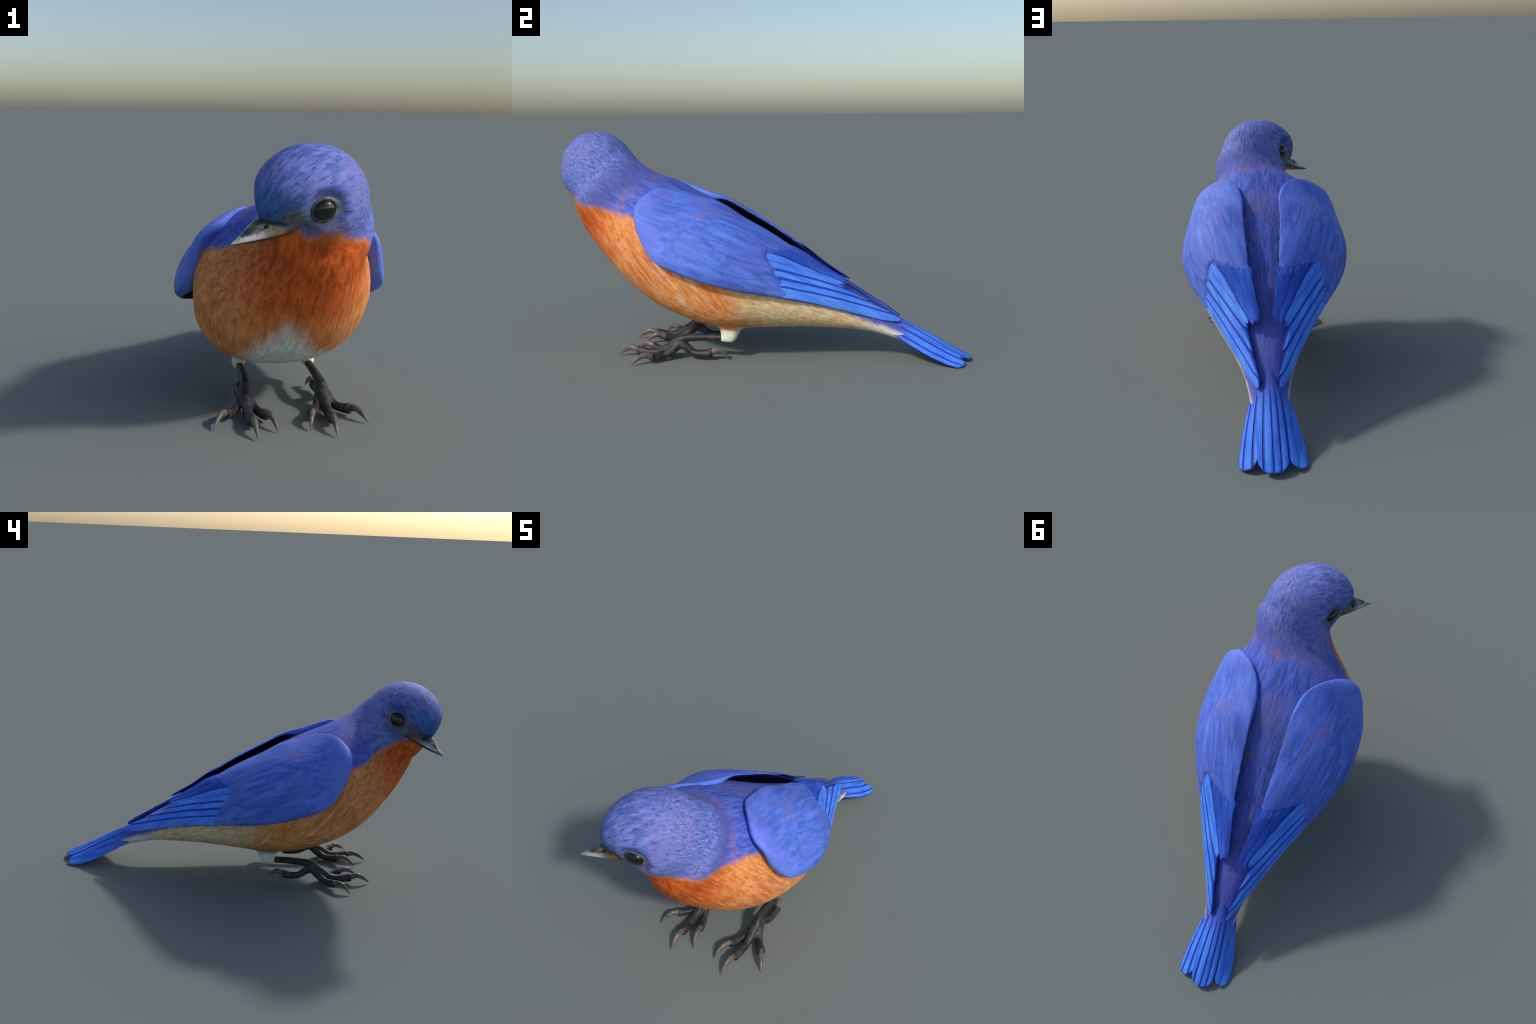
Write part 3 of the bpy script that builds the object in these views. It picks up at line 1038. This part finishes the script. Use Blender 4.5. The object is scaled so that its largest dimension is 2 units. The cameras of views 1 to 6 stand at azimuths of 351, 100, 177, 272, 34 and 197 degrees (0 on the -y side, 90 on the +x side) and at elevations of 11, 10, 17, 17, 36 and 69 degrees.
def eye_material():
    N = Nodes('eyeball')
    return N.finish(srgb(16, 14, 13), 0.06, 0.6, coat=0.15)


def lid_material(side):
    N = Nodes('eyelid_skin')
    c, n, t, b = eye_frame(side)
    _, (f, up) = N.frame([t, b], origin=c)
    r = N.math('SQRT', (f * 0.96) ** 2 + (up * 1.11) ** 2)
    n1 = N.noise(None, 60, 3, 0.6)
    col = N.mix(N.step(n1, 0.35, 0.65), srgb(44, 48, 49), srgb(104, 107, 102))
    col = N.mix(N.step(f, -0.01, -0.045) * 0.45, col, srgb(150, 148, 138))
    col = N.mix(N.step(f, 0.0, 0.04) * 0.6, col, srgb(46, 48, 48))
    col = N.mix(N.step(r, 0.0385, 0.0355), col, srgb(24, 24, 24))
    col = N.mix(N.step(r, 0.0425, 0.0480) * 0.7, col, srgb(62, 72, 112))
    return N.finish(col, 0.32, 0.45, n1, 0.25, 0.002)


def nostril_material():
    N = Nodes('nostril_dark')
    return N.finish(N.mix(N.noise(None, 90, 2), srgb(14, 12, 11), srgb(34, 28, 24)), 0.7, 0.1)


# ------------------------------------------------------------------ assemble
def main():
    root = bpy.data.objects.new('songbird', None)
    bpy.context.scene.collection.objects.link(root)
    root['label'] = 'small songbird with blue back and wings, orange breast, head turned aside'
    root['category'] = 'bird'

    plumage = plumage_material()
    body = build_body_mesh()
    fc = face_centres(body)
    loc = fc - HC
    rad = np.linalg.norm(loc, axis=1)
    is_head = (rad < 0.245) & (fc[:, 2] > 0.80 - 0.10 * (fc[:, 1] + 0.8)) & (fc[:, 1] < -0.62 + 0.25 * np.maximum(0.95 - fc[:, 2], 0))
    is_neck = ~is_head & (fc[:, 1] * 0.885 - fc[:, 2] * 0.466 < -0.862) & (fc[:, 2] > 0.60)
    side_x = np.abs(np.abs(fc[:, 0] - MX) - 0.152)
    is_thigh = (fc[:, 2] < 0.148) & (side_x < 0.07) & (np.abs(fc[:, 1] + 0.13) < 0.085)
    left = fc[:, 0] > MX
    labels = np.zeros(len(fc), int)
    labels[is_neck] = 1
    labels[is_head] = 2
    labels[is_thigh & left] = 3
    labels[is_thigh & ~left] = 4
    parts = split_by_region(body, labels.tolist(), ['torso', 'neck', 'head', 'thigh', 'thigh.001'], [plumage] * 5, root)
    head = parts['head']

    # bill
    upper = new_obj('upper_bill', make_mesh('upper_bill', *bill_mesh(True)), head, bill_material('upper'))
    new_obj('lower_bill', make_mesh('lower_bill', *bill_mesh(False)), head, bill_material('lower'))
    dark = nostril_material()
    ball = eye_material()
    bm = bmesh.new(); bm.from_mesh(upper.data)
    from mathutils.bvhtree import BVHTree
    tree = BVHTree.FromBMesh(bm)
    for s in (1, -1):
        c = nostril_part(s)
        hit, nor, _, _ = tree.find_nearest(Vector(c))
        n = np.array(nor)
        t = HF - n * (HF @ n); t /= np.linalg.norm(t)
        b = np.cross(n, t)
        ph = np.linspace(0.001, np.pi - 0.001, 16)
        th = np.linspace(0, 2 * np.pi, 24, endpoint=False)
        rings = [np.array(hit) + n * 0.0016 * np.cos(p) + np.outer(np.cos(th) * np.sin(p) * 0.0095, t) + np.outer(np.sin(th) * np.sin(p) * 0.0062, b)
                 for p in ph]
        new_obj('nostril', make_mesh('nostril', *tube_mesh(rings)), head, dark)
        eb, lid = eye_parts(s)
        e = new_obj('eye', make_mesh('eye', *eb), head, ball)
        new_obj('eyelid', make_mesh('eyelid', *lid), head, lid_material(s))
    bm.free()

    # wings
    fd = feather_line_material('feather_painted_shade', srgb(24, 28, 86), srgb(34, 42, 112))
    fm = feather_line_material('feather_painted_half_shade', srgb(34, 66, 176), srgb(50, 86, 200))
    wing_base = remeshed([wing_body_mesh()], 0.0042, 8)
    wing_base.name = 'wing'
    # relax the blunt front of the wing so its rim runs smoothly round
    wc = coords(wing_base)
    set_coords(wing_base, relax(wing_base, wc, 0.6 * sstep(wc[:, 1], -0.44, -0.50), 30))
    # the lining faces: near black for the shadow slit between wing and back
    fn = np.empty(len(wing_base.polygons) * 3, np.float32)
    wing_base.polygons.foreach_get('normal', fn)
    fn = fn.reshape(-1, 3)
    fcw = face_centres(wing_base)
    painted_gap_shade = fn @ np.array([0.75, 0.05, 0.66]) < -0.28 - 0.70 * sstep(fcw[:, 1], 0.0, -0.24) - 1.0 * (fcw[:, 1] < -0.25) - 1.0 * (fcw[:, 1] > 0.36)
    wing_base.polygons.foreach_set('material_index', painted_gap_shade.astype(np.int32))
    under = feather_line_material('wing_painted_gap_shadow', srgb(16, 18, 40), srgb(24, 28, 58))
    for s in (1, -1):
        me = wing_base.copy() if s > 0 else mirror_mesh(wing_base, 'wing')
        mats = {'flight': wing_material(s, 'flight'), 'tertial': wing_material(s, 'tertial'), 'feather_dark': fd, 'feather_mid': fm}
        me.materials.append(wing_material(s, 'covert'))
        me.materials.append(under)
        w = new_obj('wing', me, root)
        flight_feathers(w, s, mats)
        tertial_feathers(w, s, mats)

    # tail
    tail = bpy.data.objects.new('tail', None)
    bpy.context.scene.collection.objects.link(tail)
    tail.parent = root
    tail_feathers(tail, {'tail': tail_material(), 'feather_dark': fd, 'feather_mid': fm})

    # legs: one skin, cut into leg and foot; claws on their own
    skin, horn = skin_material(), claw_material()
    fmesh = foot_mesh()
    for s in (1, -1):
        me = fmesh if s > 0 else mirror_mesh(fmesh, 'skin_right')
        c = face_centres(me)
        is_leg = (c[:, 1] > -0.352) & (c[:, 2] > 0.088)
        lab = np.where(is_leg, 0, 1)
        got = split_by_region(me, lab.tolist(), ['leg', 'foot'], [skin, skin], root)
        foot = got['foot']
        for nm, (pts, tip) in TOES.items():
            v, f = claw_mesh(pts, tip)
            cm = make_mesh('claw', v, f)
            if s < 0:
                cm = mirror_mesh(cm, 'claw')
            new_obj('claw', cm, foot, horn)


main()
